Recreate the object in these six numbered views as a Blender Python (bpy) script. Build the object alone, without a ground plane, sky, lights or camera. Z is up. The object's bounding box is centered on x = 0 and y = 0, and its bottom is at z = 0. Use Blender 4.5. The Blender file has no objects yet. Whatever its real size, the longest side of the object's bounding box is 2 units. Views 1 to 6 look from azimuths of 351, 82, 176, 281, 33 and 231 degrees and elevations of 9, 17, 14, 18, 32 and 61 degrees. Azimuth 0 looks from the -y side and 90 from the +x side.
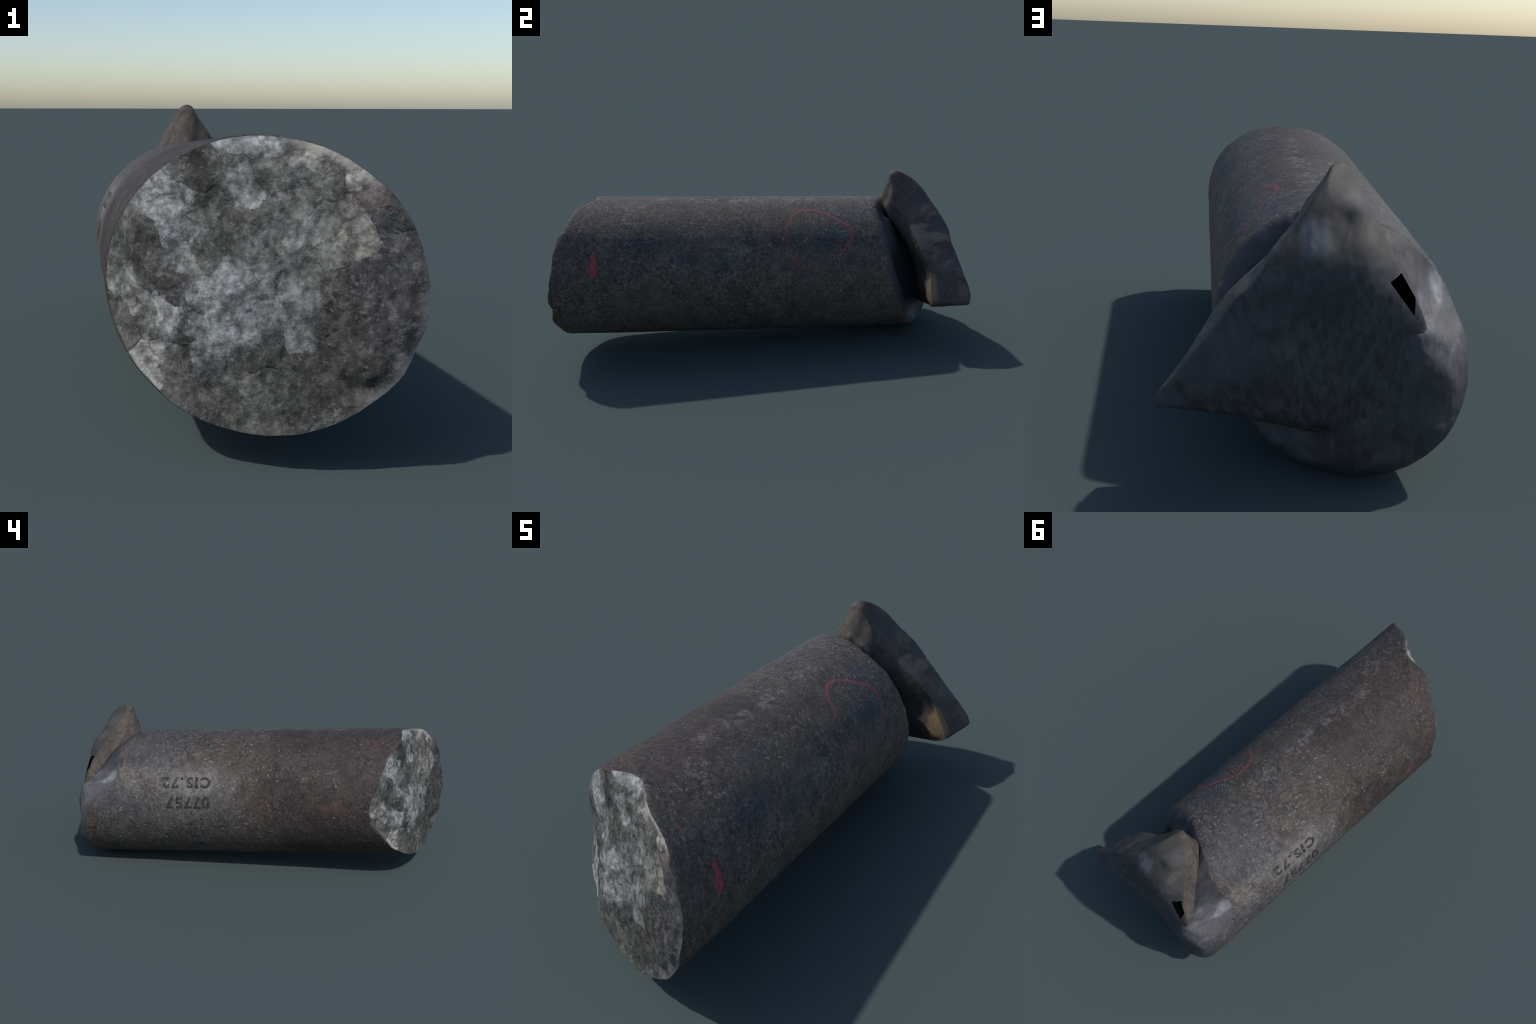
"""A broken cylindrical stone shaft lying on its side.

The shaft is a plain cylinder whose two ends are fracture surfaces, written as
heights along its axis over the cross-section.  A thick triangular spall stands
on the far end, partly parted from the shaft by an open crack.  Everything is
modelled in the frame of the shaft: x across, y along the axis, z up.
"""
import bpy, bmesh, math
import numpy as np
from mathutils import Matrix, Vector, noise

noise.seed_set(7)
R = 0.336
AXIS = Vector((-0.02834, 0.99823, -0.05228))
FRAME_X = Vector((0.99960, 0.02838, 0.0))
FRAME_Z = Vector((-0.00148, 0.05226, 0.99863))
ORIGIN = Vector((-0.05006, 0.0, 0.38212))
FRAME = Matrix((
    (FRAME_X.x, AXIS.x, FRAME_Z.x, ORIGIN.x),
    (FRAME_X.y, AXIS.y, FRAME_Z.y, ORIGIN.y),
    (FRAME_X.z, AXIS.z, FRAME_Z.z, ORIGIN.z),
    (0, 0, 0, 1)))


# ------------------------------------------------------------------ helpers
def fbm(p, scale, octaves=4, offset=0.0):
    """Fractal noise, roughly -1..1."""
    v, a, s = 0.0, 1.0, scale
    for _ in range(octaves):
        v += a * noise.noise(Vector((p[0] * s + offset, p[1] * s - offset, p[2] * s + 2 * offset)))
        a *= 0.5
        s *= 2.03
    return v


def ring_curve(points):
    """Periodic smooth curve through (angle in degrees, value)."""
    pts = sorted((a % 360, v) for a, v in points)
    a = np.array([p[0] for p in pts])
    v = np.array([p[1] for p in pts])
    a3 = np.concatenate([a - 360, a, a + 360])
    v3 = np.concatenate([v, v, v])
    m = np.gradient(v3, a3)                      # Hermite slopes, limited
    d = np.diff(v3) / np.diff(a3)
    for i in range(1, len(a3) - 1):
        if d[i - 1] * d[i] <= 0:
            m[i] = 0
        else:
            m[i] = 2 * d[i - 1] * d[i] / (d[i - 1] + d[i])

    def at(deg):
        x = np.asarray(deg, float) % 360
        i = np.clip(np.searchsorted(a3, x, side="right") - 1, 0, len(a3) - 2)
        h = a3[i + 1] - a3[i]
        s = (x - a3[i]) / h
        return ((2 * s**3 - 3 * s**2 + 1) * v3[i] + (s**3 - 2 * s**2 + s) * h * m[i]
                + (-2 * s**3 + 3 * s**2) * v3[i + 1] + (s**3 - s**2) * h * m[i + 1])
    return at


def height_field(points, smooth=1e-5):
    """Thin-plate surface through scattered (x, z, height) points."""
    P = np.array([p[:2] for p in points], float)
    h = np.array([p[2] for p in points], float)

    def kernel(a, b):
        d2 = ((a[:, None, :] - b[None, :, :]) ** 2).sum(-1)
        return 0.5 * d2 * np.log(d2 + 1e-9)
    n = len(P)
    A = np.zeros((n + 3, n + 3))
    A[:n, :n] = kernel(P, P) + smooth * np.eye(n)
    A[:n, n] = A[n, :n] = 1
    A[:n, n + 1:] = P
    A[n + 1:, :n] = P.T
    w = np.linalg.solve(A, np.concatenate([h, np.zeros(3)]))

    def at(x, z):
        Q = np.stack([np.ravel(x), np.ravel(z)], -1).astype(float)
        return (kernel(Q, P) @ w[:n] + w[n] + Q @ w[n + 1:]).reshape(np.shape(x))
    return at


def on_rim(deg):
    return R * np.cos(np.radians(deg)), R * np.sin(np.radians(deg))


# ------------------------------------------------- the two fracture surfaces
front_rim = ring_curve([
    (0, -.998), (10, -.990), (18, -.983), (28, -.972), (37, -.958), (45, -.930), (50, -.917),
    (60, -.897), (70, -.868), (77, -.822), (84, -.790), (91, -.777), (100, -.776), (109, -.775),
    (116, -.760), (123, -.728), (133, -.706), (141, -.690), (147, -.675), (155, -.662),
    (163, -.645), (172, -.622), (181, -.616), (190, -.622), (202, -.672), (213, -.705),
    (221, -.724), (231, -.767), (240, -.797), (248, -.814), (259, -.842), (269, -.870),
    (280, -.895), (299, -.933), (313, -.955), (318, -.970), (327, -.986), (335, -.986),
    (345, -1.000), (352, -1.005)])
front_inside = [                       # relief of the fracture, x across, z up
    (-.119, -.125, -.829), (.103, -.151, -.895), (-.169, .050, -.747),
    (-.037, .176, -.808), (.200, .026, -.945), (.226, -.217, -.942), (.213, .129, -.934),
    (-.155, .282, -.745), (-.210, -.096, -.764), (-.254, -.188, -.725), (-.222, -.220, -.749),
    (-.269, -.019, -.694), (-.151, -.027, -.795), (.030, .307, -.812), (.055, -.075, -.877),
    (.232, -.058, -.972), (-.125, .060, -.775), (-.173, .277, -.737), (-.248, .201, -.700),
    (-.288, .138, -.687), (-.143, .087, -.763), (-.206, .027, -.745), (-.267, -.014, -.695),
    (-.256, .040, -.711), (-.201, .002, -.755), (-.178, -.004, -.770), (-.236, -.025, -.721),
    (-.213, -.095, -.763), (-.225, -.109, -.754), (-.169, -.091, -.793), (-.148, -.209, -.805),
    (-.286, -.134, -.690), (-.199, -.184, -.771), (-.075, .100, -.807), (-.090, .133, -.797),
    (-.115, .034, -.808), (-.027, .161, -.820), (.029, .306, -.811), (.099, -.119, -.893),
    (.170, .045, -.931), (.199, .146, -.922), (.205, .095, -.936), (.193, -.039, -.956), (.055, .085, -.862), (.100, .030, -.882), (-.050, -.026, -.835), (-.094, .247, -.798),
    (.220, -.190, -.962), (.03, -.16, -.882)]
back_rim = ring_curve([
    (90, .630), (80, .606), (72, .590), (60, .578), (46, .584), (33, .585), (17, .602), (-5, .638),
    (-21, .682), (-31, .712), (-50, .757), (-59, .800), (-79, .850), (-99, .895), (-117, .925),
    (-133, .930), (-145, .927), (-157, .908), (-168, .886), (178, .848), (170, .812), (163, .748),
    (154, .713), (142, .702), (131, .712), (124, .708), (115, .697), (106, .678), (99, .655)])
back_points = [                        # broken far end and the back of the spall
    (.02, .484, .712), (.042, .480, .735), (.055, .452, .782), (.083, .419, .822), (.133, .348, .868), (.200, .291, .902),
    (.250, .211, .936), (.276, .188, .934), (.316, .116, .955), (.393, .038, .974), (.440, -.011, .984), (.470, -.045, .982),
    (.488, -.070, .975), (0, .486, .700), (-.028, .450, .702), (-.051, .414, .720), (-.079, .368, .755), (-.105, .318, .790),
    (-.132, .270, .828), (-.149, .241, .852), (-.189, .173, .889), (-.211, .100, .910), (-.065, .356, .795),
    (-.03, .40, .790), (-.06, .31, .860), (-.10, .22, .898), (-.247, .045, .925), (.050, .300, .897),
    (.450, -.079, .978), (.330, -.098, .976), (.240, -.120, .966), (.166, -.136, .953), (.100, -.165, .936),
    (-.05, -.25, .945), (-.20, -.20, .956), (-.05, -.18, .958), (-.11, -.21, .960), (-.285, -.08, .925), (-.10, 0, .948), (.10, .12, .940), (.20, -.02, .985),
    (.33, .02, .987), (.10, -.05, .960), (.005, .367, .826), (.19, .10, .968), (0, -.12, .948), (0, -.29, .925), (.08, -.25, .90)]
back = height_field(back_points, 2e-5)


def end_points():
    """Far end of the shaft under and beside the spall."""
    pts = [(*on_rim(a), float(back_rim(a))) for a in range(0, 360, 6)]
    pts += [(.302 * math.cos(math.radians(a)), .302 * math.sin(math.radians(a)), float(back_rim(a)) + .028)
            for a in range(200, 285, 12)]                                 # rounded lower rim
    pts += [(x, z, float(back(np.array(x), np.array(z))) - .004) for x, z in
            [(-.24, -.10), (-.18, -.21), (-.06, -.26), (-.12, -.12), (-.27, -.02), (0, -.24), (0, -.15), (-.05, -.18), (-.11, -.21)]]
    for a in range(-40, 78, 8):                                           # chipped bevel beside the crack
        deep = min(1, max(0, (a + 40) / 35)) * min(1, max(.25, (84 - a) / 30))
        c, q = math.cos(math.radians(a)), math.sin(math.radians(a))
        pts += [(.314 * c, .314 * q, float(back_rim(a)) + .016 + .012 * deep),
                (.285 * c, .285 * q, float(back_rim(a)) + .022 + .020 * deep)]
    pts += [(.23, .10, .652), (.17, .18, .664), (.11, .10, .730), (.21, -.05, .702), (.24, .03, .662), (.18, -.14, .762),
            (.10, .25, .660), (.10, -.05, .790), (.12, -.21, .805), (.06, -.235, .870), (.03, .31, .645),
            (.08, -.28, .858), (.03, .20, .700), (.05, .05, .800), (.15, -.27, .828)]        # inside the open crack
    pts += [(-.15, .25, .755), (-.19, .19, .800), (-.218, .108, .890), (-.26, .12, .810), (-.292, .05, .865),
            (-.245, .16, .755), (-.27, .02, .905), (-.09, .28, .745), (-.05, .29, .690), (-.11, .2, .81)]
    return pts


def front_points():
    pts = [(*on_rim(a), float(front_rim(a))) for a in range(0, 360, 5)]
    return pts + front_inside


front = height_field(front_points(), 1e-5)
end = height_field(end_points(), 1e-5)

# ----------------------------------------------------------- shaft geometry
N_ANG, N_LEN, N_RAD = 288, 190, 84


def surface_radius(p, deg):
    """Radius of the shaft skin: slightly swollen low on the left, faintly uneven."""
    swell = math.exp(-((((deg % 360) - 198) / 32) ** 2)) * (0.0022 + 0.006 * max(0.0, p[1]))
    return R + swell + 0.0016 * fbm(p, 3.0, 3) + 0.0007 * fbm(p, 22.0, 2, 3.0)


def build_body():
    ang = np.degrees(np.linspace(0, 2 * np.pi, N_ANG, endpoint=False))
    ca, sa = np.cos(np.radians(ang)), np.sin(np.radians(ang))
    t0, t1 = front_rim(ang), back_rim(ang)
    for i, a in enumerate(ang):                                  # chipped rims
        p = (ca[i], sa[i], 0.3)
        t0[i] += 0.006 * fbm(p, 7, 4) * 0.8
        t1[i] += (0.004 if abs(((ang[i] + 180) % 360) - 180) > 80 else 0.009) * fbm(p, 7, 4, 5.0)
    verts, faces, region = [], [], []
    s = np.linspace(0, 1, N_LEN)
    for j in range(N_LEN):
        for i in range(N_ANG):
            t = t0[i] + (t1[i] - t0[i]) * s[j]
            p = Vector((ca[i] * R, t, sa[i] * R))
            r = surface_radius(p, ang[i])
            near = min(t1[i] - t, 0.03) / 0.03                   # worn far rim
            r -= 0.006 * (1 - near) ** 2
            near = min(t - t0[i], 0.012) / 0.012
            r -= 0.003 * (1 - near) ** 2
            verts.append((ca[i] * r, t, sa[i] * r))
    for j in range(N_LEN - 1):
        for i in range(N_ANG):
            k = (i + 1) % N_ANG
            faces.append((j * N_ANG + i, j * N_ANG + k, (j + 1) * N_ANG + k, (j + 1) * N_ANG + i))
            region.append(0)

    def cap(rim, field, flip, relief, tag):
        rings = [list(range(rim, rim + N_ANG))]
        rr = np.array([np.hypot(verts[rim + i][0], verts[rim + i][2]) for i in range(N_ANG)])
        edge = np.array([verts[rim + i][1] for i in range(N_ANG)])
        fr = field(ca * rr, sa * rr)
        for m in range(1, N_RAD):
            q = 1 - m / N_RAD
            x, z = ca * rr * q, sa * rr * q
            h = field(x, z) + (edge - fr) * max(0, 1 - (1 - q) * 8)
            start = len(verts)
            for i in range(N_ANG):
                w = min(1, (1 - q) * 9)
                verts.append((x[i], h[i] + relief(x[i], z[i]) * w, z[i]))
            rings.append(list(range(start, start + N_ANG)))
        mid = len(verts)
        verts.append((0, float(field(np.array(0.), np.array(0.))) + relief(0, 0), 0))
        for a, b in zip(rings[:-1], rings[1:]):
            for i in range(N_ANG):
                k = (i + 1) % N_ANG
                f = (a[i], b[i], b[k], a[k])
                faces.append(f if flip else f[::-1])
                region.append(tag)
        for i in range(N_ANG):
            f = (rings[-1][i], mid, rings[-1][(i + 1) % N_ANG])
            faces.append(f if flip else f[::-1])
            region.append(tag)

    def rough_front(x, z):
        p = (x, 0.2, z)
        v = 0.004 * fbm(p, 9, 4) + 0.006 * fbm((x, 0.9, z * 0.45), 22, 3, 2.0)
        ridge = abs(fbm((x, 1.7, z * 0.5), 11, 2, 4.0))
        return v + 0.008 * (0.35 - ridge)

    def rough_back(x, z):
        v = 0.007 * fbm((x, 2.2, z), 8, 4, 1.0) + .005 * (.3 - abs(fbm((x * 1.4, 4.4, z), 12, 3)))
        flute = math.sin(95 * (x * 0.55 - z * 0.83) + 3 * fbm((x, 0, z), 6, 2))
        chip = math.exp(-(((x + .25) / .06) ** 2 + ((z - .11) / .10) ** 2))
        return v + 0.004 * flute * chip
    cap(0, front, False, rough_front, 1)
    cap((N_LEN - 1) * N_ANG, end, True, rough_back, 2)
    return verts, faces, region


def make_body(parts):
    """One watertight surface, then parted by region with its own normals kept."""
    verts, faces, region = build_body()
    me = bpy.data.meshes.new("whole")
    me.from_pydata(verts, [], faces)
    me.update()
    bm = bmesh.new()
    bm.from_mesh(me)
    bmesh.ops.recalc_face_normals(bm, faces=bm.faces)
    bm.to_mesh(me)
    bm.free()
    me.polygons.foreach_set("use_smooth", [True] * len(me.polygons))
    me.set_sharp_from_angle(angle=math.radians(42))
    normals = np.zeros(len(me.loops) * 3)
    me.corner_normals.foreach_get("vector", normals)
    normals = normals.reshape(-1, 3)
    region = np.array(region)
    out = []
    for tag, (name, mat) in enumerate(parts):
        used, new_faces, new_norms = {}, [], []
        new_verts = []
        for p in me.polygons:
            if region[p.index] != tag:
                continue
            f = []
            for li in p.loop_indices:
                v = me.loops[li].vertex_index
                if v not in used:
                    used[v] = len(new_verts)
                    new_verts.append(me.vertices[v].co[:])
                f.append(used[v])
                new_norms.append(normals[li])
            new_faces.append(f)
        part = bpy.data.meshes.new(name)
        part.from_pydata(new_verts, [], new_faces)
        part.polygons.foreach_set("use_smooth", [True] * len(part.polygons))
        part.update()
        part.normals_split_custom_set([Vector(n) for n in new_norms])
        part.materials.append(mat)
        ob = bpy.data.objects.new(name, part)
        bpy.context.collection.objects.link(ob)
        out.append(ob)
    bpy.data.meshes.remove(me)
    return out


# ------------------------------------------------------------------- spall
# Outline of the spall seen along the axis: back edge, front edge, height of the front edge.
SPALL = [  # back x, back z, front x, front z, front height
    (-.010, .481, -.008, .468, .680), (.012, .490, .012, .476, .676), (.036, .485, .032, .466, .672), (.060, .455, .062, .425, .680),
    (.090, .422, .093, .382, .674), (.137, .359, .113, .335, .676), (.175, .317, .137, .309, .698),
    (.206, .286, .158, .286, .722), (.235, .244, .190, .250, .736), (.256, .216, .226, .219, .747),
    (.290, .186, .265, .186, .757), (.326, .134, .302, .151, .769), (.364, .088, .342, .103, .786),
    (.400, .047, .368, .060, .805), (.440, -.002, .402, .000, .803), (.476, -.040, .432, -.060, .800),
    (.492, -.070, .446, -.090, .800), (.486, -.086, .430, -.108, .804), (.440, -.087, .390, -.126, .815),
    (.330, -.101, .320, -.146, .840), (.240, -.121, .242, -.170, .870), (.166, -.137, .151, -.190, .875),
    (.100, -.163, .090, -.204, .880), (.020, -.200, .000, -.212, .890), (-.08, -.17, -.08, -.17, .880),
    (-.16, -.09, -.16, -.09, .880), (-.205, .000, -.205, .000, .880), (-.218, .070, -.215, .070, .885),
    (-.200, .125, -.197, .125, .855), (-.178, .175, -.172, .178, .825), (-.148, .232, -.140, .235, .785),
    (-.121, .285, -.112, .285, .740), (-.095, .335, -.085, .333, .710), (-.068, .382, -.060, .378, .700),
    (-.042, .427, -.036, .422, .690), (-.022, .466, -.018, .452, .686)]
spall_front = height_field([(x, z, h) for _, _, x, z, h in SPALL] + [
    (.070, .307, .652), (.095, .262, .674), (.045, .335, .658), (.035, .42, .666), (.01, .44, .672),
    (.300, .050, .800), (.380, -.085, .802), (.20, .10, .765), (.18, -.08, .82), (.0, .33, .640),
    (-.03, .36, .662), (.0, .1, .84), (.14, .22, .705)], 2e-5)


def make_spall(mat_back, mat_edge, mat_hole):
    table = np.array(SPALL + SPALL[:1])
    cum = np.concatenate([[0], np.cumsum(np.hypot(*np.diff(table[:, :2], axis=0).T))])
    n = 400
    u = np.linspace(0, cum[-1], n, endpoint=False)
    bx, bz, fx, fz, front_h = [np.interp(u, cum, table[:, k]) for k in range(5)]
    for _ in range(2):
        bx, bz, fx, fz, front_h = [(np.roll(v, 1) + 2 * v + np.roll(v, -1)) / 4 for v in (bx, bz, fx, fz, front_h)]
    cx, cz = 0.10, 0.12
    bm = bmesh.new()
    # how strongly the outline is buried in the shaft (lower left of the triangle)
    buried = np.clip(1 - np.hypot(bx + .09, bz + .10) / .20, 0, 1) ** .5
    tx, tz = np.roll(bx, -1) - np.roll(bx, 1), np.roll(bz, -1) - np.roll(bz, 1)
    ln = np.hypot(tx, tz)
    nx, nz = tz / ln, -tx / ln                                       # outward
    if ((bx - cx) * nx + (bz - cz) * nz).mean() < 0:
        nx, nz = -nx, -nz
    rows = []
    NQ = 64
    EDGE = .985
    for m in range(1, NQ + 1):                                       # back surface
        q = m / NQ * EDGE
        x, z = cx + (bx - cx) * q, cz + (bz - cz) * q
        h = back(x, z) - 0.006 * np.clip((q - .90) / (EDGE - .90), 0, 1) ** 3
        h = h - 0.05 * buried * np.clip((q - .80) / (EDGE - .80), 0, 1) ** 2
        h = h + np.array([0.007 * fbm((a, 3.1, b), 5, 4) + .006 * (.3 - abs(fbm((a * 1.6 + b, 7.7, b * .7 - a * .5), 8, 3))) for a, b in zip(x, z)])
        rows.append((x, h, z, 0))
    hb = rows[-1][1]
    hf = np.minimum(front_h, hb - .012)
    x0, z0 = rows[-1][0], rows[-1][2]
    x1, z1 = cx + (fx - cx) * EDGE, cz + (fz - cz) * EDGE
    NW = 24
    for m in range(1, NW):                                           # broken side wall
        s = m / NW
        bow = (1 - (2 * s - 1) ** 4) * np.where(nx > -.3, 0.004, 0.002)
        h = hb + (hf - hb) * s
        wx, wz = x0 + (x1 - x0) * s, z0 + (z1 - z0) * s
        wob = np.array([0.006 * fbm((a, c * .8, b), 9, 4, 1.5) for a, c, b in zip(wx, h, wz)]) * (1 - (2 * s - 1) ** 2)
        rows.append((wx + nx * (bow + wob), h, wz + nz * (bow + wob), 1))
    for m in range(NQ, 0, -1):                                       # front surface
        q = m / NQ * EDGE
        x, z = cx + (fx - cx) * q, cz + (fz - cz) * q
        h = spall_front(x, z)
        k = np.clip((q - .92) / (EDGE - .92), 0, 1)
        h = h * (1 - k) + hf * k
        h = np.minimum(h, back(x, z) - .012)
        h = h + np.array([0.004 * fbm((a, 5.1, b), 9, 3) for a, b in zip(x, z)]) * (1 - k)
        rows.append((x, h, z, 1))
    grid = [[bm.verts.new((x[i], h[i], z[i])) for i in range(n)] for x, h, z, _ in rows]
    first = bm.verts.new((cx, float(back(np.array(cx), np.array(cz))), cz))
    last = bm.verts.new((cx, float(spall_front(np.array(cx), np.array(cz))), cz))
    for r in range(len(grid) - 1):
        tag = 0 if rows[r + 1][3] == 0 else 1
        for i in range(n):
            k = (i + 1) % n
            f = bm.faces.new((grid[r][i], grid[r][k], grid[r + 1][k], grid[r + 1][i]))
            f.material_index = tag
    for i in range(n):
        k = (i + 1) % n
        bm.faces.new((first, grid[0][k], grid[0][i])).material_index = 0
        bm.faces.new((last, grid[-1][i], grid[-1][k])).material_index = 1
    bmesh.ops.recalc_face_normals(bm, faces=bm.faces)
    for f in bm.faces:
        f.smooth = True
    me = bpy.data.meshes.new("spall")
    bm.to_mesh(me)
    bm.free()
    for m in (mat_back, mat_edge, mat_hole):
        me.materials.append(m)
    ob = bpy.data.objects.new("spall", me)
    bpy.context.collection.objects.link(ob)
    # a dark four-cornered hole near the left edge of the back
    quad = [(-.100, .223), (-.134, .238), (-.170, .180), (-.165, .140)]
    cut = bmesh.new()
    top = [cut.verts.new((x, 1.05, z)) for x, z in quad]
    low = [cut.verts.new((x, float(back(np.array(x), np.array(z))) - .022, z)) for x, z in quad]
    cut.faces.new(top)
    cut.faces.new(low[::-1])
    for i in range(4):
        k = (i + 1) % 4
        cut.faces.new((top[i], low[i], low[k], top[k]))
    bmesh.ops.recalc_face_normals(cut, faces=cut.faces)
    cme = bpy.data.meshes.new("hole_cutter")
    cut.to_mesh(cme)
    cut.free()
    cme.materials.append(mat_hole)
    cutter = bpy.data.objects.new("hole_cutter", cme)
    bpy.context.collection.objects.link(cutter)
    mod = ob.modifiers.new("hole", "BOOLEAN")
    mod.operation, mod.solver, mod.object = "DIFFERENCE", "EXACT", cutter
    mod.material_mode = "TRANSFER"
    bpy.context.view_layer.update()
    new = bpy.data.meshes.new_from_object(ob.evaluated_get(bpy.context.evaluated_depsgraph_get()))
    ob.modifiers.clear()
    ob.data = new
    new.name = "spall"
    bpy.data.meshes.remove(me)
    bpy.data.objects.remove(cutter)
    bpy.data.meshes.remove(cme)
    new.set_sharp_from_angle(angle=math.radians(48))
    return ob


# --------------------------------------------------------------- lettering
def make_figure(name, text, angle, t_mid, size, mat):
    """One stamped figure, upside down, wrapped on the shaft."""
    cu = bpy.data.curves.new(name, "FONT")
    cu.body = text
    cu.size = size
    cu.align_x, cu.align_y = "CENTER", "BOTTOM_BASELINE"
    cu.offset = 0.0030
    tmp = bpy.data.objects.new(name, cu)
    bpy.context.collection.objects.link(tmp)
    bpy.context.view_layer.update()
    me = bpy.data.meshes.new_from_object(tmp.evaluated_get(bpy.context.evaluated_depsgraph_get()))
    bpy.data.objects.remove(tmp)
    bm = bmesh.new()
    bm.from_mesh(me)
    bmesh.ops.triangulate(bm, faces=bm.faces)
    bmesh.ops.subdivide_edges(bm, edges=[e for e in bm.edges if e.calc_length() > .012], cuts=2, use_grid_fill=True)
    ext = bmesh.ops.extrude_face_region(bm, geom=bm.faces[:])
    for v in [g for g in ext["geom"] if isinstance(g, bmesh.types.BMVert)]:
        v.co.z += 1.0
    xs = [v.co.x for v in bm.verts]
    middle = (min(xs) + max(xs)) / 2
    for v in bm.verts:
        a = math.radians(angle) - (v.co.y - size * .36) / R * -1
        t = t_mid - (v.co.x - middle) * -1
        lift = v.co.z
        p = Vector((R * math.cos(a), t, R * math.sin(a)))
        r = surface_radius(p, math.degrees(a)) + (0.0006 if lift > .5 else -0.002)
        v.co = (r * math.cos(a), t, r * math.sin(a))
    bmesh.ops.recalc_face_normals(bm, faces=bm.faces)
    bm.to_mesh(me)
    bm.free()
    me.name = name
    me.materials.clear()
    me.materials.append(mat)
    ob = bpy.data.objects.new(name, me)
    bpy.context.collection.objects.link(ob)
    return ob


# --------------------------------------------------------------- materials
class Nodes:
    """Small shorthand for node trees."""

    def __init__(self, name):
        self.mat = bpy.data.materials.new(name)
        self.mat.use_nodes = True
        self.t = self.mat.node_tree
        self.t.nodes.clear()
        self.obj = self.t.nodes.new("ShaderNodeTexCoord").outputs["Object"]
        sep = self.t.nodes.new("ShaderNodeSeparateXYZ")
        self.t.links.new(self.obj, sep.inputs[0])
        self.x, self.y, self.z = sep.outputs

    def put(self, socket, value):
        if isinstance(value, bpy.types.NodeSocket):
            self.t.links.new(value, socket)
        elif isinstance(value, (tuple, list)) and len(value) == 3 and socket.type == "RGBA":
            socket.default_value = (*value, 1)
        else:
            socket.default_value = value

    def math(self, op, a, b=0.0, c=0.0, clamp=False):
        n = self.t.nodes.new("ShaderNodeMath")
        n.operation, n.use_clamp = op, clamp
        for s, v in zip(n.inputs, (a, b, c)):
            self.put(s, v)
        return n.outputs[0]

    def step(self, v, lo, hi, a=0.0, b=1.0):
        n = self.t.nodes.new("ShaderNodeMapRange")
        n.interpolation_type = "SMOOTHSTEP"
        for s, q in zip(n.inputs, (v, lo, hi, a, b)):
            self.put(s, q)
        return n.outputs[0]

    def vec(self, x, y, z):
        n = self.t.nodes.new("ShaderNodeCombineXYZ")
        for s, v in zip(n.inputs, (x, y, z)):
            self.put(s, v)
        return n.outputs[0]

    def noise(self, scale, detail=3.0, rough=0.55, distort=0.0, vec=None, colour=False):
        n = self.t.nodes.new("ShaderNodeTexNoise")
        self.put(n.inputs["Vector"], vec or self.obj)
        self.put(n.inputs["Scale"], scale)
        self.put(n.inputs["Detail"], detail)
        self.put(n.inputs["Roughness"], rough)
        self.put(n.inputs["Distortion"], distort)
        return n.outputs["Color" if colour else "Fac"]

    def voronoi(self, scale, feature="F1", vec=None):
        n = self.t.nodes.new("ShaderNodeTexVoronoi")
        n.feature = feature
        self.put(n.inputs["Vector"], vec or self.obj)
        self.put(n.inputs["Scale"], scale)
        return n.outputs["Distance"]

    def mix(self, f, a, b, blend="MIX"):
        n = self.t.nodes.new("ShaderNodeMix")
        n.data_type, n.blend_type = "RGBA", blend
        self.put(n.inputs["Factor"], f)
        self.put(n.inputs[6], a)
        self.put(n.inputs[7], b)
        return n.outputs[2]

    def scale(self, col, f):
        n = self.t.nodes.new("ShaderNodeVectorMath")
        n.operation = "SCALE"
        self.put(n.inputs[0], col)
        self.put(n.inputs[3], f)
        return n.outputs[0]

    def blob(self, u, v, cu, cv, ru, rv, soft=0.6, warp=None):
        """Soft elliptical patch in the (u, v) plane, its edge broken by warp."""
        a = self.math("DIVIDE", self.math("SUBTRACT", u, cu), ru)
        b = self.math("DIVIDE", self.math("SUBTRACT", v, cv), rv)
        d = self.math("SQRT", self.math("ADD", self.math("MULTIPLY", a, a), self.math("MULTIPLY", b, b)))
        if warp is not None:
            d = self.math("ADD", d, warp)
        return self.step(d, 1 + soft, 1 - soft)

    def finish(self, colour, rough, bump=None, strength=0.3, dist=0.004, spec=0.35):
        b = self.t.nodes.new("ShaderNodeBsdfPrincipled")
        self.put(b.inputs["Base Color"], colour)
        self.put(b.inputs["Roughness"], rough)
        b.inputs["Specular IOR Level"].default_value = spec
        if bump is not None:
            n = self.t.nodes.new("ShaderNodeBump")
            n.inputs["Strength"].default_value = strength
            n.inputs["Distance"].default_value = dist
            self.put(n.inputs["Height"], bump)
            self.t.links.new(n.outputs[0], b.inputs["Normal"])
        out = self.t.nodes.new("ShaderNodeOutputMaterial")
        self.t.links.new(b.outputs[0], out.inputs[0])
        return self.mat


RING = [(42, .111), (35, .109), (30, .112), (20, .136), (15, .184), (11, .246), (22, .347), (24, .376), (32, .413),
        (38, .431), (47, .418), (52, .388), (56, .363), (62, .312), (66, .260), (66, .212), (58, .150), (50, .122)]
RING_AT = (40.0, .265)                        # centre of the chalk ring: angle, distance along


def ring_harmonics():
    du = np.array([math.radians(a - RING_AT[0]) * R for a, _ in RING])
    dv = np.array([t - RING_AT[1] for _, t in RING])
    phi, rho = np.arctan2(dv, du), np.hypot(du, dv)
    cols = [np.ones_like(phi)] + [f(k * phi) for k in (1, 2, 3, 4) for f in (np.cos, np.sin)]
    return np.linalg.lstsq(np.stack(cols, 1), rho, rcond=None)[0]


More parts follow.
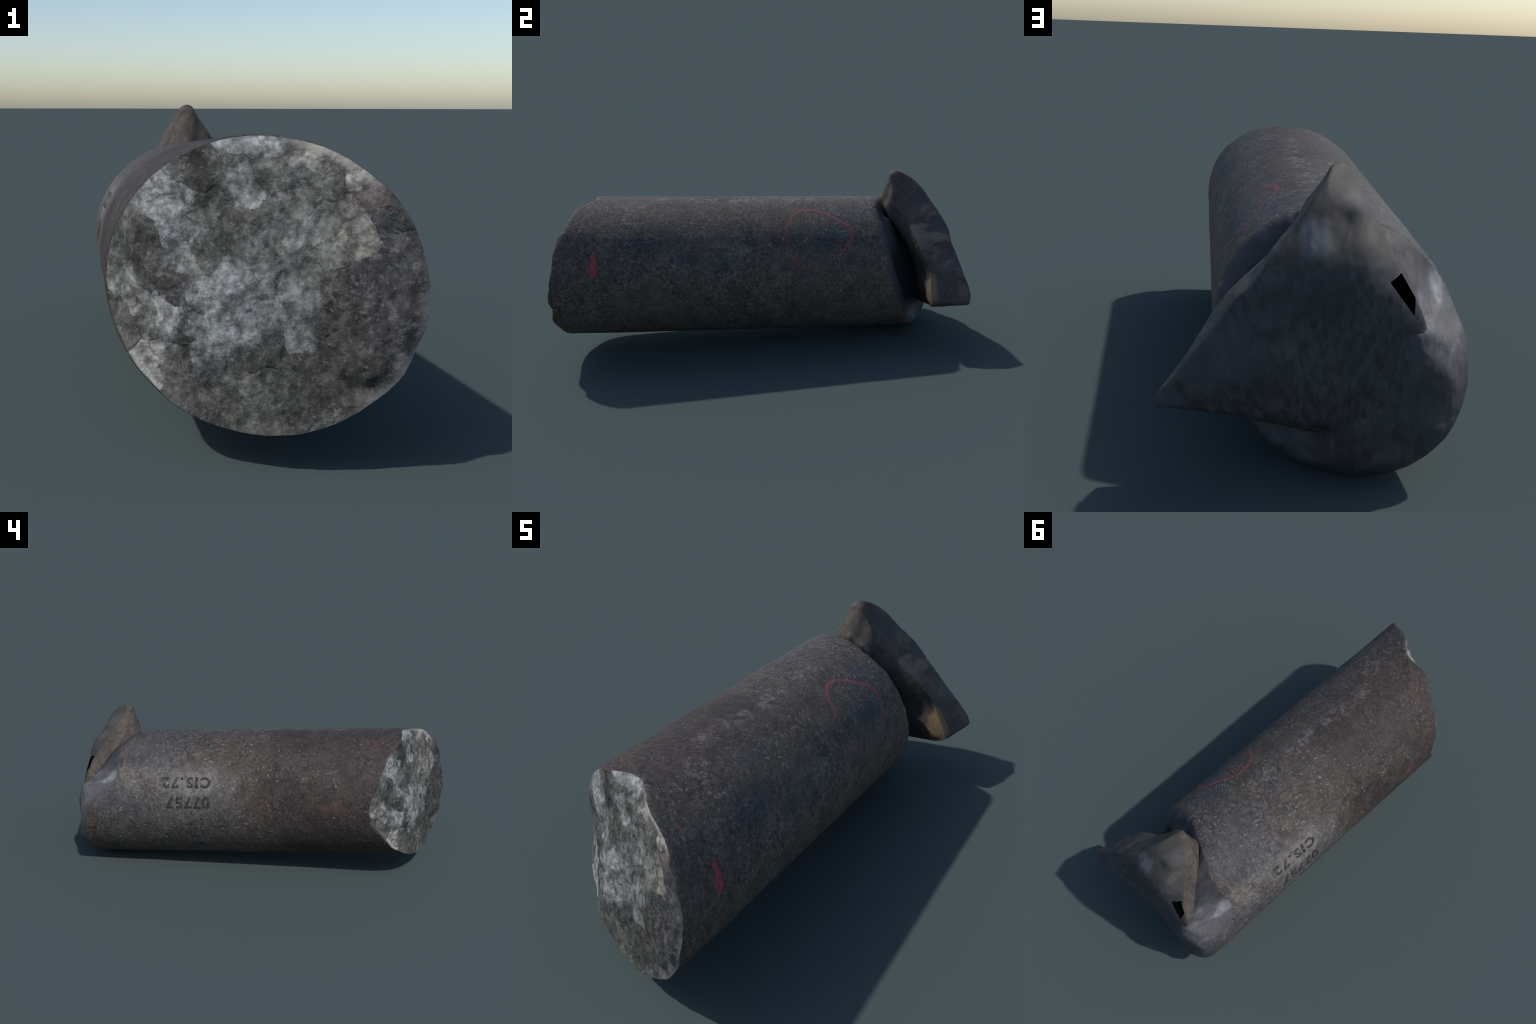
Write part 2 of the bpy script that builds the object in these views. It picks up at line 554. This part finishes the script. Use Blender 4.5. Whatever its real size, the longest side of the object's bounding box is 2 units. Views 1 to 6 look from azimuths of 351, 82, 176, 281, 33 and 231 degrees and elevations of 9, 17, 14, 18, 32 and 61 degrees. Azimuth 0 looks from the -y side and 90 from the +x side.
def shaft_colour(m):
    """Dark granular stone with worn, stained and chalked places."""
    ang = m.math("ARCTAN2", m.z, m.x)                            # radians, 0 on the +x side
    left = m.math("ARCTAN2", m.math("MULTIPLY", m.z, -1), m.math("MULTIPLY", m.x, -1))  # 0 on the -x side
    u = m.math("MULTIPLY", ang, R)
    ul = m.math("MULTIPLY", left, R)                             # negative above, positive below
    t = m.y
    wide = m.noise(3.2, 4, .6)
    warp = m.math("MULTIPLY", m.math("SUBTRACT", m.noise(9, 4, .65), .5), 2.2)

    def at(deg, tt, ru, rt, soft=.7):
        return m.blob(u, t, math.radians(deg) * R, tt, ru, rt, soft, warp)

    def at_left(deg, tt, ru, rt, soft=.7):
        d = deg - 180 if deg > 0 else deg + 180
        return m.blob(ul, t, math.radians(d) * R, tt, ru, rt, soft, warp)
    col = m.mix(m.step(wide, .35, .65), (.069, .055, .046), (.063, .056, .052))
    blue = m.step(m.noise(5.5, 3, .6, vec=m.vec(m.x, m.math("ADD", m.y, 3.3), m.z)), .52, .68)
    col = m.mix(m.math("MULTIPLY", blue, .6), col, (.046, .049, .058))
    brown = m.step(m.noise(4.3, 3, .6, vec=m.vec(m.x, m.math("ADD", m.y, 9.1), m.z)), .50, .68)
    col = m.mix(m.math("MULTIPLY", brown, .65), col, (.076, .057, .044))
    green = m.step(m.noise(6.3, 3, .6, vec=m.vec(m.x, m.math("ADD", m.y, 15.7), m.z)), .55, .68)
    col = m.mix(m.math("MULTIPLY", green, .5), col, (.060, .063, .054))
    # right flank tinted paler and warmer to brighten its blue, sunless side
    shade_lift = m.math("MULTIPLY", m.step(m.math("SUBTRACT", m.x, m.math("MULTIPLY", m.z, .25)), .06, .24), m.step(m.noise(5, 4, .65), .25, .6))
    col = m.mix(m.math("MULTIPLY", shade_lift, .85), col, (.110, .089, .073))
    # darker, browner stone toward the near end on top and left
    near_end = m.math("MULTIPLY", m.step(m.math("ADD", t, m.math("MULTIPLY", m.math("SUBTRACT", wide, .5), .6)), .10, -.30), m.step(m.x, .20, -.02))
    col = m.mix(m.math("MULTIPLY", near_end, .85), col, (.033, .0265, .0240))
    # reddish toward the near end on top and left
    red = m.math("MULTIPLY", m.step(t, .15, -.55), m.step(m.z, -.12, .12))
    red = m.math("MULTIPLY", red, m.step(m.x, .24, -.05))
    red = m.math("MULTIPLY", red, m.step(m.noise(4, 4, .65), .32, .62))
    col = m.mix(m.math("MULTIPLY", red, .6), col, (.068, .048, .045))
    for deg, tt, ru, rt, k in [(177, -.44, .03, .06, .35), (174, -.10, .02, .03, .3), (112, -.66, .03, .05, .2)]:
        col = m.mix(m.math("MULTIPLY", at_left(deg, tt, ru, rt), k), col, (.095, .036, .032))
    for deg, tt, ru, rt in [(35, -.54, .06, .07), (21, -.37, .04, .05), (15, -.20, .05, .06), (40, .30, .07, .10), (60, .44, .05, .09)]:
        col = m.mix(m.math("MULTIPLY", at(deg, tt, ru, rt), .65), col, (.042, .049, .066))
    # pale bloom of worn stone around the figures and toward the far end
    grain_pale = m.step(m.noise(34, 3, .6), .30, .62, .45, 1.0)
    for deg, tt, ru, rt, k, c in [(158, .33, .115, .25, .75, (.155, .145, .148)), (156, .30, .05, .16, .6, (.200, .185, .180)),
                                  (150, .62, .065, .10, .7, (.165, .145, .125)), (172, .72, .07, .15, .65, (.105, .096, .103)),
                                  (128, .48, .10, .20, .4, (.100, .096, .108)), (100, .56, .12, .12, .35, (.090, .085, .095)),
                                  (-178, .30, .05, .22, .35, (.120, .115, .120)),
                                  (-170, .62, .16, .24, .5, (.070, .066, .072))]:
        col = m.mix(m.math("MULTIPLY", m.math("MULTIPLY", at_left(deg, tt, ru, rt), k), grain_pale), col, c)
    speckle = m.step(m.noise(28, 3, .7, vec=m.vec(m.x, m.math("ADD", m.y, 5.5), m.z)), .45, .62)
    for deg, tt, ru, rt, k in [(86, -.34, .025, .11, .6), (83, -.02, .035, .11, .55), (88, .18, .05, .10, .3), (28, -.23, .020, .05, 1.0),
                               (26, -.13, .03, .06, .75), (8, -.62, .04, .06, .5), (10, -.40, .03, .05, .5), (3, .11, .05, .07, .3), (70, -.62, .04, .06, .4), (80, -.15, .03, .30, .3)]:
        col = m.mix(m.math("MULTIPLY", m.math("MULTIPLY", at(deg, tt, ru, rt), k), speckle), col, (.165, .158, .160))
    # grain: dark pits, mid grains, pale flecks, all in uneven drifts
    drift = m.step(m.noise(8, 4, .65, vec=m.vec(m.x, m.math("ADD", m.y, 2.2), m.z)), .34, .66)
    g1 = m.noise(62, 4, .72)
    g2 = m.noise(150, 2, .6)
    g = m.math("ADD", m.math("MULTIPLY", m.step(g1, .34, .68), 1.15), m.math("MULTIPLY", g2, .45))
    strength = m.step(m.noise(4.5, 3, .6, vec=m.vec(m.x, m.math("ADD", m.y, 21.3), m.z)), .35, .65, .30, .85)
    col = m.scale(col, m.math("ADD", m.math("MULTIPLY", m.math("SUBTRACT", m.math("ADD", m.math("MULTIPLY", g, .92), .17), .92), strength), .92))
    mottle = m.step(m.noise(15, 5, .70, vec=m.vec(m.x, m.math("ADD", m.y, 31.7), m.z)), .34, .66, .72, 1.16)
    col = m.scale(col, mottle)
    pits = m.step(m.noise(85, 3, .6, vec=m.vec(m.x, m.math("ADD", m.y, 6.1), m.z)), .43, .34)
    col = m.mix(m.math("MULTIPLY", m.math("MULTIPLY", pits, strength), .5), col, (.018, .017, .018))
    flecks = m.math("MULTIPLY", m.step(m.noise(78, 2, .55, vec=m.vec(m.x, m.math("ADD", m.y, 7.7), m.z)), .58, .70),
                    m.math("ADD", m.math("MULTIPLY", drift, .65), .20))
    flecks = m.math("MULTIPLY", flecks, m.math("SUBTRACT", 1, m.math("MULTIPLY", near_end, .55)))
    col = m.mix(flecks, col, (.205, .185, .172))
    spots = m.math("MULTIPLY", m.step(m.voronoi(24), .13, .05), m.step(m.noise(7, 2, .5), .46, .60))
    col = m.mix(m.math("MULTIPLY", spots, .75), col, (.25, .235, .225))
    # chalk: ring and smear
    co = [float(c) for c in ring_harmonics()]
    du = m.math("SUBTRACT", u, math.radians(RING_AT[0]) * R)
    dv = m.math("SUBTRACT", t, RING_AT[1])
    phi = m.math("ARCTAN2", dv, du)
    rho = m.math("SQRT", m.math("ADD", m.math("MULTIPLY", du, du), m.math("MULTIPLY", dv, dv)))
    want = co[0]
    for k in (1, 2, 3, 4):
        kp = m.math("MULTIPLY", phi, float(k))
        want = m.math("ADD", want, m.math("MULTIPLY", m.math("COSINE", kp), co[2 * k - 1]))
        want = m.math("ADD", want, m.math("MULTIPLY", m.math("SINE", kp), co[2 * k]))
    off = m.math("ABSOLUTE", m.math("SUBTRACT", rho, want))
    line = m.step(m.math("ADD", off, m.math("MULTIPLY", m.noise(60, 2), .005)), .0125, .0055)
    line = m.math("MULTIPLY", line, m.step(m.noise(70, 2, .6), .30, .55, .45, 1))
    line = m.math("MULTIPLY", line, m.step(m.noise(6.5, 2, .5, vec=m.vec(m.x, m.math("ADD", m.y, 1.9), m.z)), .36, .58, .45, 1))
    line = m.math("MULTIPLY", line, m.math("SUBTRACT", 1, m.blob(u, t, math.radians(16) * R, .31, .05, .06, .4)))
    col = m.mix(m.math("MULTIPLY", line, .78), col, (.235, .048, .060))
    smear = m.math("MAXIMUM", m.blob(u, t, math.radians(22) * R, -.797, .030, .012, .45, m.math("MULTIPLY", warp, .5)),
                   m.blob(u, t, math.radians(13.5) * R, -.800, .030, .019, .45, m.math("MULTIPLY", warp, .5)))
    smear = m.math("MAXIMUM", smear, m.math("MULTIPLY", m.blob(u, t, math.radians(49) * R, -.847, .013, .006, .5), .5))
    smear = m.math("MULTIPLY", smear, m.step(m.noise(75, 2, .6), .34, .58, .25, 1))
    col = m.mix(m.math("MULTIPLY", smear, .9), col, (.40, .045, .065))
    return col, g


def shaft_material():
    m = Nodes("dark_granular_stone")
    col, g = shaft_colour(m)
    return m.finish(col, .72, g, .35, .003, .3)


def ink_material():
    m = Nodes("faded_dark_ink")
    col, g = shaft_colour(m)
    fade = m.step(m.noise(48, 4, .65), .32, .48)
    col = m.mix(m.math("MULTIPLY", fade, .95), col, (.028, .023, .024))
    return m.finish(col, .75, g, .3, .003, .3)


def fracture_material():
    """Near end: grey crystalline fracture, pale veils over dark ground."""
    m = Nodes("grey_fractured_stone")
    n = m.noise(9, 5, .62, colour=True)
    sep = m.t.nodes.new("ShaderNodeSeparateXYZ")
    m.t.links.new(n, sep.inputs[0])
    wx = m.math("ADD", m.x, m.math("MULTIPLY", m.math("SUBTRACT", sep.outputs[0], .5), .09))
    wz = m.math("ADD", m.z, m.math("MULTIPLY", m.math("SUBTRACT", sep.outputs[1], .5), .09))
    # broken into angular plates: part of each place is read from the plate it lies on
    cell = m.t.nodes.new("ShaderNodeTexVoronoi")
    m.put(cell.inputs["Vector"], m.vec(wx, m.math("MULTIPLY", m.y, .3), wz))
    m.put(cell.inputs["Scale"], 17.0)
    spot = m.t.nodes.new("ShaderNodeSeparateXYZ")
    m.t.links.new(cell.outputs["Position"], spot.inputs[0])
    plate_tone = m.t.nodes.new("ShaderNodeSeparateColor")
    m.t.links.new(cell.outputs["Color"], plate_tone.inputs[0])
    wx = m.math("ADD", m.math("MULTIPLY", wx, .60), m.math("MULTIPLY", spot.outputs[0], .40))
    wz = m.math("ADD", m.math("MULTIPLY", wz, .60), m.math("MULTIPLY", spot.outputs[2], .40))
    warp = m.math("MULTIPLY", m.math("SUBTRACT", m.noise(26, 5, .70), .5), 1.5)
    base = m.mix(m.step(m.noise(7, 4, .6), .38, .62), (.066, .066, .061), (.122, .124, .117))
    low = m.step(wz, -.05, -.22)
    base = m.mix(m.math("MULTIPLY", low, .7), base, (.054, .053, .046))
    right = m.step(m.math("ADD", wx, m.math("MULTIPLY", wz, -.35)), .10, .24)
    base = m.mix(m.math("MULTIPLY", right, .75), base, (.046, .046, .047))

    def patch(col, x, z, rx, rz, c, k, soft=.20):
        return m.mix(m.math("MULTIPLY", m.blob(wx, wz, x, z, rx * 1.12, rz * 1.12, soft, warp), k * .90), col, tuple(v * .84 for v in c))
    col = base
    for x, z, rx, rz, c, k in [            # dark hollows
            (-.136, .262, .030, .050, (.020, .020, .020), .95), (-.104, .065, .040, .060, (.026, .027, .025), .9),
            (-.191, -.020, .045, .050, (.024, .024, .025), .9), (-.168, -.095, .022, .085, (.022, .022, .022), .9),
            (.265, .045, .075, .105, (.036, .036, .040), .95), (.245, -.070, .070, .080, (.038, .037, .037), .85),
            (.010, -.160, .090, .045, (.040, .040, .038), .7), (.150, -.180, .090, .080, (.044, .042, .038), .7),
            (.150, -.045, .035, .065, (.048, .043, .038), .8), (.070, .230, .050, .040, (.055, .054, .055), .7),
            (-.100, .190, .030, .080, (.040, .040, .036), .7), (-.255, .090, .035, .060, (.034, .033, .031), .7),
            (-.290, -.080, .030, .060, (.034, .033, .031), .7), (-.050, .130, .045, .025, (.045, .045, .044), .6)]:
        col = patch(col, x, z, rx, rz, c, k)
    for x, z, rx, rz, c, k in [            # pale veils
            (-.202, .205, .038, .055, (.265, .270, .280), .9), (-.180, .095, .042, .045, (.255, .255, .270), .9),
            (-.034, .206, .036, .040, (.260, .265, .260), .85), (-.060, -.015, .085, .060, (.225, .235, .240), .8),
            (-.085, -.080, .075, .060, (.205, .215, .220), .8), (-.105, -.150, .050, .055, (.200, .215, .215), .75),
            (.030, -.030, .080, .080, (.190, .200, .200), .65), (.080, -.110, .032, .040, (.220, .230, .225), .75),
            (-.250, -.170, .030, .050, (.320, .315, .300), .9), (-.280, -.010, .022, .050, (.250, .245, .240), .8),
            (-.212, -.090, .020, .055, (.300, .300, .305), .8), (-.225, -.215, .022, .030, (.330, .330, .315), .8),
            (-.040, .312, .060, .016, (.280, .290, .290), .85), (.018, .312, .018, .014, (.330, .340, .340), .8),
            (.188, .115, .035, .060, (.245, .230, .205), .75), (.143, .282, .060, .020, (.270, .250, .230), .85),
            (.205, .245, .030, .018, (.360, .340, .310), .8), (.050, .085, .090, .050, (.170, .170, .165), .6),
            (.100, .165, .070, .050, (.150, .148, .145), .5), (.000, -.250, .040, .060, (.130, .135, .115), .6)]:
        col = patch(col, x, z, rx, rz, c, k)
    col = patch(col, .229, .205, .022, .045, (.130, .088, .085), .55)
    col = m.scale(col, m.math("ADD", m.math("MULTIPLY", plate_tone.outputs[0], .34), .80))
    crack_at = m.t.nodes.new("ShaderNodeTexVoronoi")
    crack_at.feature = "DISTANCE_TO_EDGE"
    m.t.links.new(cell.inputs["Vector"].links[0].from_socket, crack_at.inputs["Vector"])
    m.put(crack_at.inputs["Scale"], 17.0)
    crack = m.math("MULTIPLY", m.step(m.math("ADD", crack_at.outputs["Distance"], m.math("MULTIPLY", m.math("SUBTRACT", m.noise(40, 4, .7), .5), .16)), .12, .0), m.step(m.noise(8, 4, .65, vec=m.vec(m.x, m.math("ADD", m.y, 12.3), m.z)), .46, .60))
    col = m.mix(m.math("MULTIPLY", crack, .42), col, (.024, .024, .023))
    # mottled crystalline grain
    curl = m.noise(25, 6, .68, .25)
    col = m.scale(col, m.math("ADD", m.math("MULTIPLY", m.step(curl, .35, .65), 1.0), .46))
    pale = m.step(m.noise(46, 4, .66, vec=m.vec(m.x, m.math("ADD", m.y, 3.3), m.z)), .56, .68)
    col = m.mix(m.math("MULTIPLY", pale, .30), col, (.21, .21, .205))
    fine = m.noise(64, 4, .68)
    col = m.scale(col, m.step(fine, .34, .66, .66, 1.34))
    lines = m.step(m.math("ABSOLUTE", m.math("SUBTRACT", m.noise(15, 3, .62, .7), .5)), .028, .004)
    lines = m.math("MULTIPLY", lines, m.step(m.noise(9, 3, .6, vec=m.vec(m.x, m.math("ADD", m.y, 5.3), m.z)), .44, .60))
    col = m.mix(m.math("MULTIPLY", lines, .16), col, (.24, .245, .24))
    fleck = m.step(m.noise(75, 3, .6), .60, .72)
    col = m.mix(m.math("MULTIPLY", fleck, .28), col, (.25, .25, .245))
    pits = m.step(m.noise(30, 5, .66, vec=m.vec(m.x, m.math("ADD", m.y, 8.3), m.z)), .45, .33)
    col = m.mix(m.math("MULTIPLY", pits, .45), col, (.022, .022, .021))
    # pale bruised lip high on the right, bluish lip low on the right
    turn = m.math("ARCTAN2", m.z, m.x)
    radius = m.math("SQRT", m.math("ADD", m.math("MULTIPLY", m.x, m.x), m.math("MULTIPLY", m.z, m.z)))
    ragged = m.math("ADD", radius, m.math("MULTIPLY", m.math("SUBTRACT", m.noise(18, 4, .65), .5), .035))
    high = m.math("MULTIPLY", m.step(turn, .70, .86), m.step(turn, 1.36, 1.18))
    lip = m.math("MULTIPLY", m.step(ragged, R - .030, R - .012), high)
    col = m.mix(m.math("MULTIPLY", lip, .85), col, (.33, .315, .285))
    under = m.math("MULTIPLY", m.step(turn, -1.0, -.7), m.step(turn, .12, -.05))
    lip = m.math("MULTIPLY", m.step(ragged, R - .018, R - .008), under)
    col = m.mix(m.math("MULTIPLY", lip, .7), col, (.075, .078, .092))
    # thin dark skin where the outer face turns in
    rad = m.math("SQRT", m.math("ADD", m.math("MULTIPLY", m.x, m.x), m.math("MULTIPLY", m.z, m.z)))
    rim = m.step(m.math("ADD", rad, m.math("MULTIPLY", m.noise(20, 3), .014)), R + .001, R + .008)
    col = m.mix(m.math("MULTIPLY", rim, .7), col, (.040, .037, .035))
    h = m.math("ADD", m.math("ADD", curl, m.math("MULTIPLY", m.noise(75, 3, .6), .5)), m.math("MULTIPLY", crack, -.35))
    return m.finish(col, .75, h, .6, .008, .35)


def end_material():
    """Far end of the shaft: smooth dark break with a pale bruised chip."""
    m = Nodes("smooth_dark_break")
    warp = m.math("MULTIPLY", m.math("SUBTRACT", m.noise(12, 4, .6), .5), 1.2)
    streak = m.noise(9, 4, .6, .6, vec=m.vec(m.math("MULTIPLY", m.x, 3.0), m.math("MULTIPLY", m.y, .8), m.z))
    col = m.mix(m.step(streak, .35, .68), (.040, .040, .043), (.064, .062, .064))
    col = m.mix(m.math("MULTIPLY", m.step(m.x, .02, .16), .6), col, (.045, .050, .064))
    crumple = m.noise(7, 5, .7, 1.2, vec=m.vec(m.math("ADD", m.math("MULTIPLY", m.x, 2.6), m.math("MULTIPLY", m.z, 1.2)), m.y, m.math("MULTIPLY", m.z, .7)))
    for x, z, rx, rz, c, k in [(-.255, .110, .058, .090, (.112, .107, .112), .9), (-.300, -.06, .035, .12, (.090, .083, .086), .8),
                               (-.285, .02, .030, .08, (.100, .092, .096), .8), (-.268, .170, .022, .030, (.26, .26, .275), .8)]:
        col = m.mix(m.math("MULTIPLY", m.blob(m.x, m.z, x, z, rx, rz, .5, warp), k), col, c)
    pale = m.math("MULTIPLY", m.step(crumple, .54, .66), m.blob(m.x, m.z, -.258, .115, .055, .095, .5, warp))
    col = m.mix(m.math("MULTIPLY", pale, .75), col, (.25, .25, .265))
    creases = m.math("MULTIPLY", m.step(crumple, .46, .36), m.blob(m.x, m.z, -.26, .09, .07, .12, .5, warp))
    col = m.mix(m.math("MULTIPLY", creases, .6), col, (.040, .039, .041))
    fine = m.noise(40, 3, .6, vec=m.vec(m.math("MULTIPLY", m.x, 2.2), m.y, m.math("MULTIPLY", m.z, .7)))
    col = m.scale(col, m.math("ADD", m.math("MULTIPLY", fine, .8), .6))
    return m.finish(col, .62, fine, .25, .004, .35)


def spall_back_material():
    m = Nodes("streaked_dark_break")
    warp = m.math("MULTIPLY", m.math("SUBTRACT", m.noise(12, 4, .6), .5), 1.2)
    fan = m.math("ARCTAN2", m.math("SUBTRACT", m.x, -.02), m.math("ADD", m.z, .62))
    far = m.math("MULTIPLY", m.z, 1.6)
    streak = m.noise(14, 4, .6, .5, vec=m.vec(m.math("MULTIPLY", fan, 2.6), far, 0))
    col = m.mix(m.step(streak, .36, .66), (.034, .034, .038), (.062, .060, .061))
    up = m.step(m.math("ADD", m.z, m.math("MULTIPLY", warp, .02)), .235, .31)
    col = m.mix(m.math("MULTIPLY", up, .8), col, (.064, .057, .052))
    for x, z, rx, rz, c, k in [(-.06, .33, .018, .026, (.100, .090, .082), .6), (-.03, .41, .05, .03, (.080, .074, .074), .6),
                               (.100, .330, .026, .042, (.115, .122, .145), .7), (.065, .33, .018, .04, (.120, .120, .130), .7),
                               (.0, .30, .05, .02, (.045, .043, .040), .6), (.21, .0, .07, .06, (.034, .036, .038), .6),
                               (.10, .19, .11, .06, (.036, .037, .042), .6), (.45, -.06, .03, .03, (.070, .072, .088), .6),
                               (.33, .05, .1, .08, (.052, .053, .064), .6)]:
        col = m.mix(m.math("MULTIPLY", m.blob(m.x, m.z, x, z, rx, rz, .4, warp), k), col, c)
    fine = m.noise(30, 4, .6)
    col = m.scale(col, m.math("ADD", m.math("MULTIPLY", fine, .7), .65))
    return m.finish(col, .68, fine, .2, .004, .3)


def spall_edge_material():
    m = Nodes("brown_weathered_edge")
    n = m.noise(11, 4, .65)
    col = m.mix(m.step(n, .35, .65), (.042, .038, .034), (.074, .062, .052))
    blue = m.step(m.noise(7, 3, .6, vec=m.vec(m.x, m.math("ADD", m.y, 4.4), m.z)), .46, .62)
    col = m.mix(m.math("MULTIPLY", m.math("MULTIPLY", blue, m.step(m.x, .02, .14)), .8), col, (.058, .056, .061))
    warm = m.math("MULTIPLY", m.step(m.x, .10, .02), m.step(m.noise(20, 4, .65, .8), .42, .66))
    col = m.mix(m.math("MULTIPLY", warm, .65), col, (.105, .084, .067))
    warp = m.math("MULTIPLY", m.math("SUBTRACT", m.noise(16, 4, .6), .5), 1.0)
    col = m.mix(m.math("MULTIPLY", m.blob(m.x, m.z, .398, -.035, .045, .085, .25, warp),
                       m.math("MULTIPLY", m.step(m.y, .845, .815), .95)), col, (.165, .112, .066))
    col = m.mix(m.math("MULTIPLY", m.blob(m.x, m.z, .085, .270, .012, .035, .4, warp), .6), col, (.20, .20, .21))
    fine = m.noise(60, 4, .65)
    col = m.scale(col, m.math("ADD", m.math("MULTIPLY", fine, .9), .55))
    return m.finish(col, .75, fine, .35, .004, .3)


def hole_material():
    m = Nodes("black_hollow")  # shallow pit coloured near-black for the darkness of an unlit interior
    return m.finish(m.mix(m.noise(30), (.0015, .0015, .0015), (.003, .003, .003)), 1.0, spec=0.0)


# ------------------------------------------------------------------ assembly
root = bpy.data.objects.new("broken_stone_shaft", None)
root.empty_display_size = .2
bpy.context.collection.objects.link(root)
root["label"] = "dark cylindrical stone shaft with broken ends and spall"
root["category"] = "stone fragment"

stone = shaft_material()
ink = ink_material()
parts = make_body([("shaft", stone), ("fracture_face", fracture_material()), ("broken_end", end_material())])
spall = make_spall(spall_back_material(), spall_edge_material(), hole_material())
lines = []
for text, angle, size, places in [("CIS.72", 155.0, .074, (.220, .267, .302, .345, .382, .431)),
                                  ("07757", 172.5, .082, (.219, .266, .315, .361, .410))]:
    for figure, t_mid in zip(text, places):
        lines.append(make_figure("inventory_figure", figure, angle, t_mid, size, ink))
for ob in parts + [spall]:
    ob.parent = root
    ob.matrix_local = FRAME
for ob in lines:
    ob.parent = parts[0]
    ob.matrix_local = Matrix.Identity(4)
bpy.context.view_layer.update()
low = min((ob.matrix_world @ Vector(v.co)).z for ob in parts for v in ob.data.vertices)
print("lowest", low)
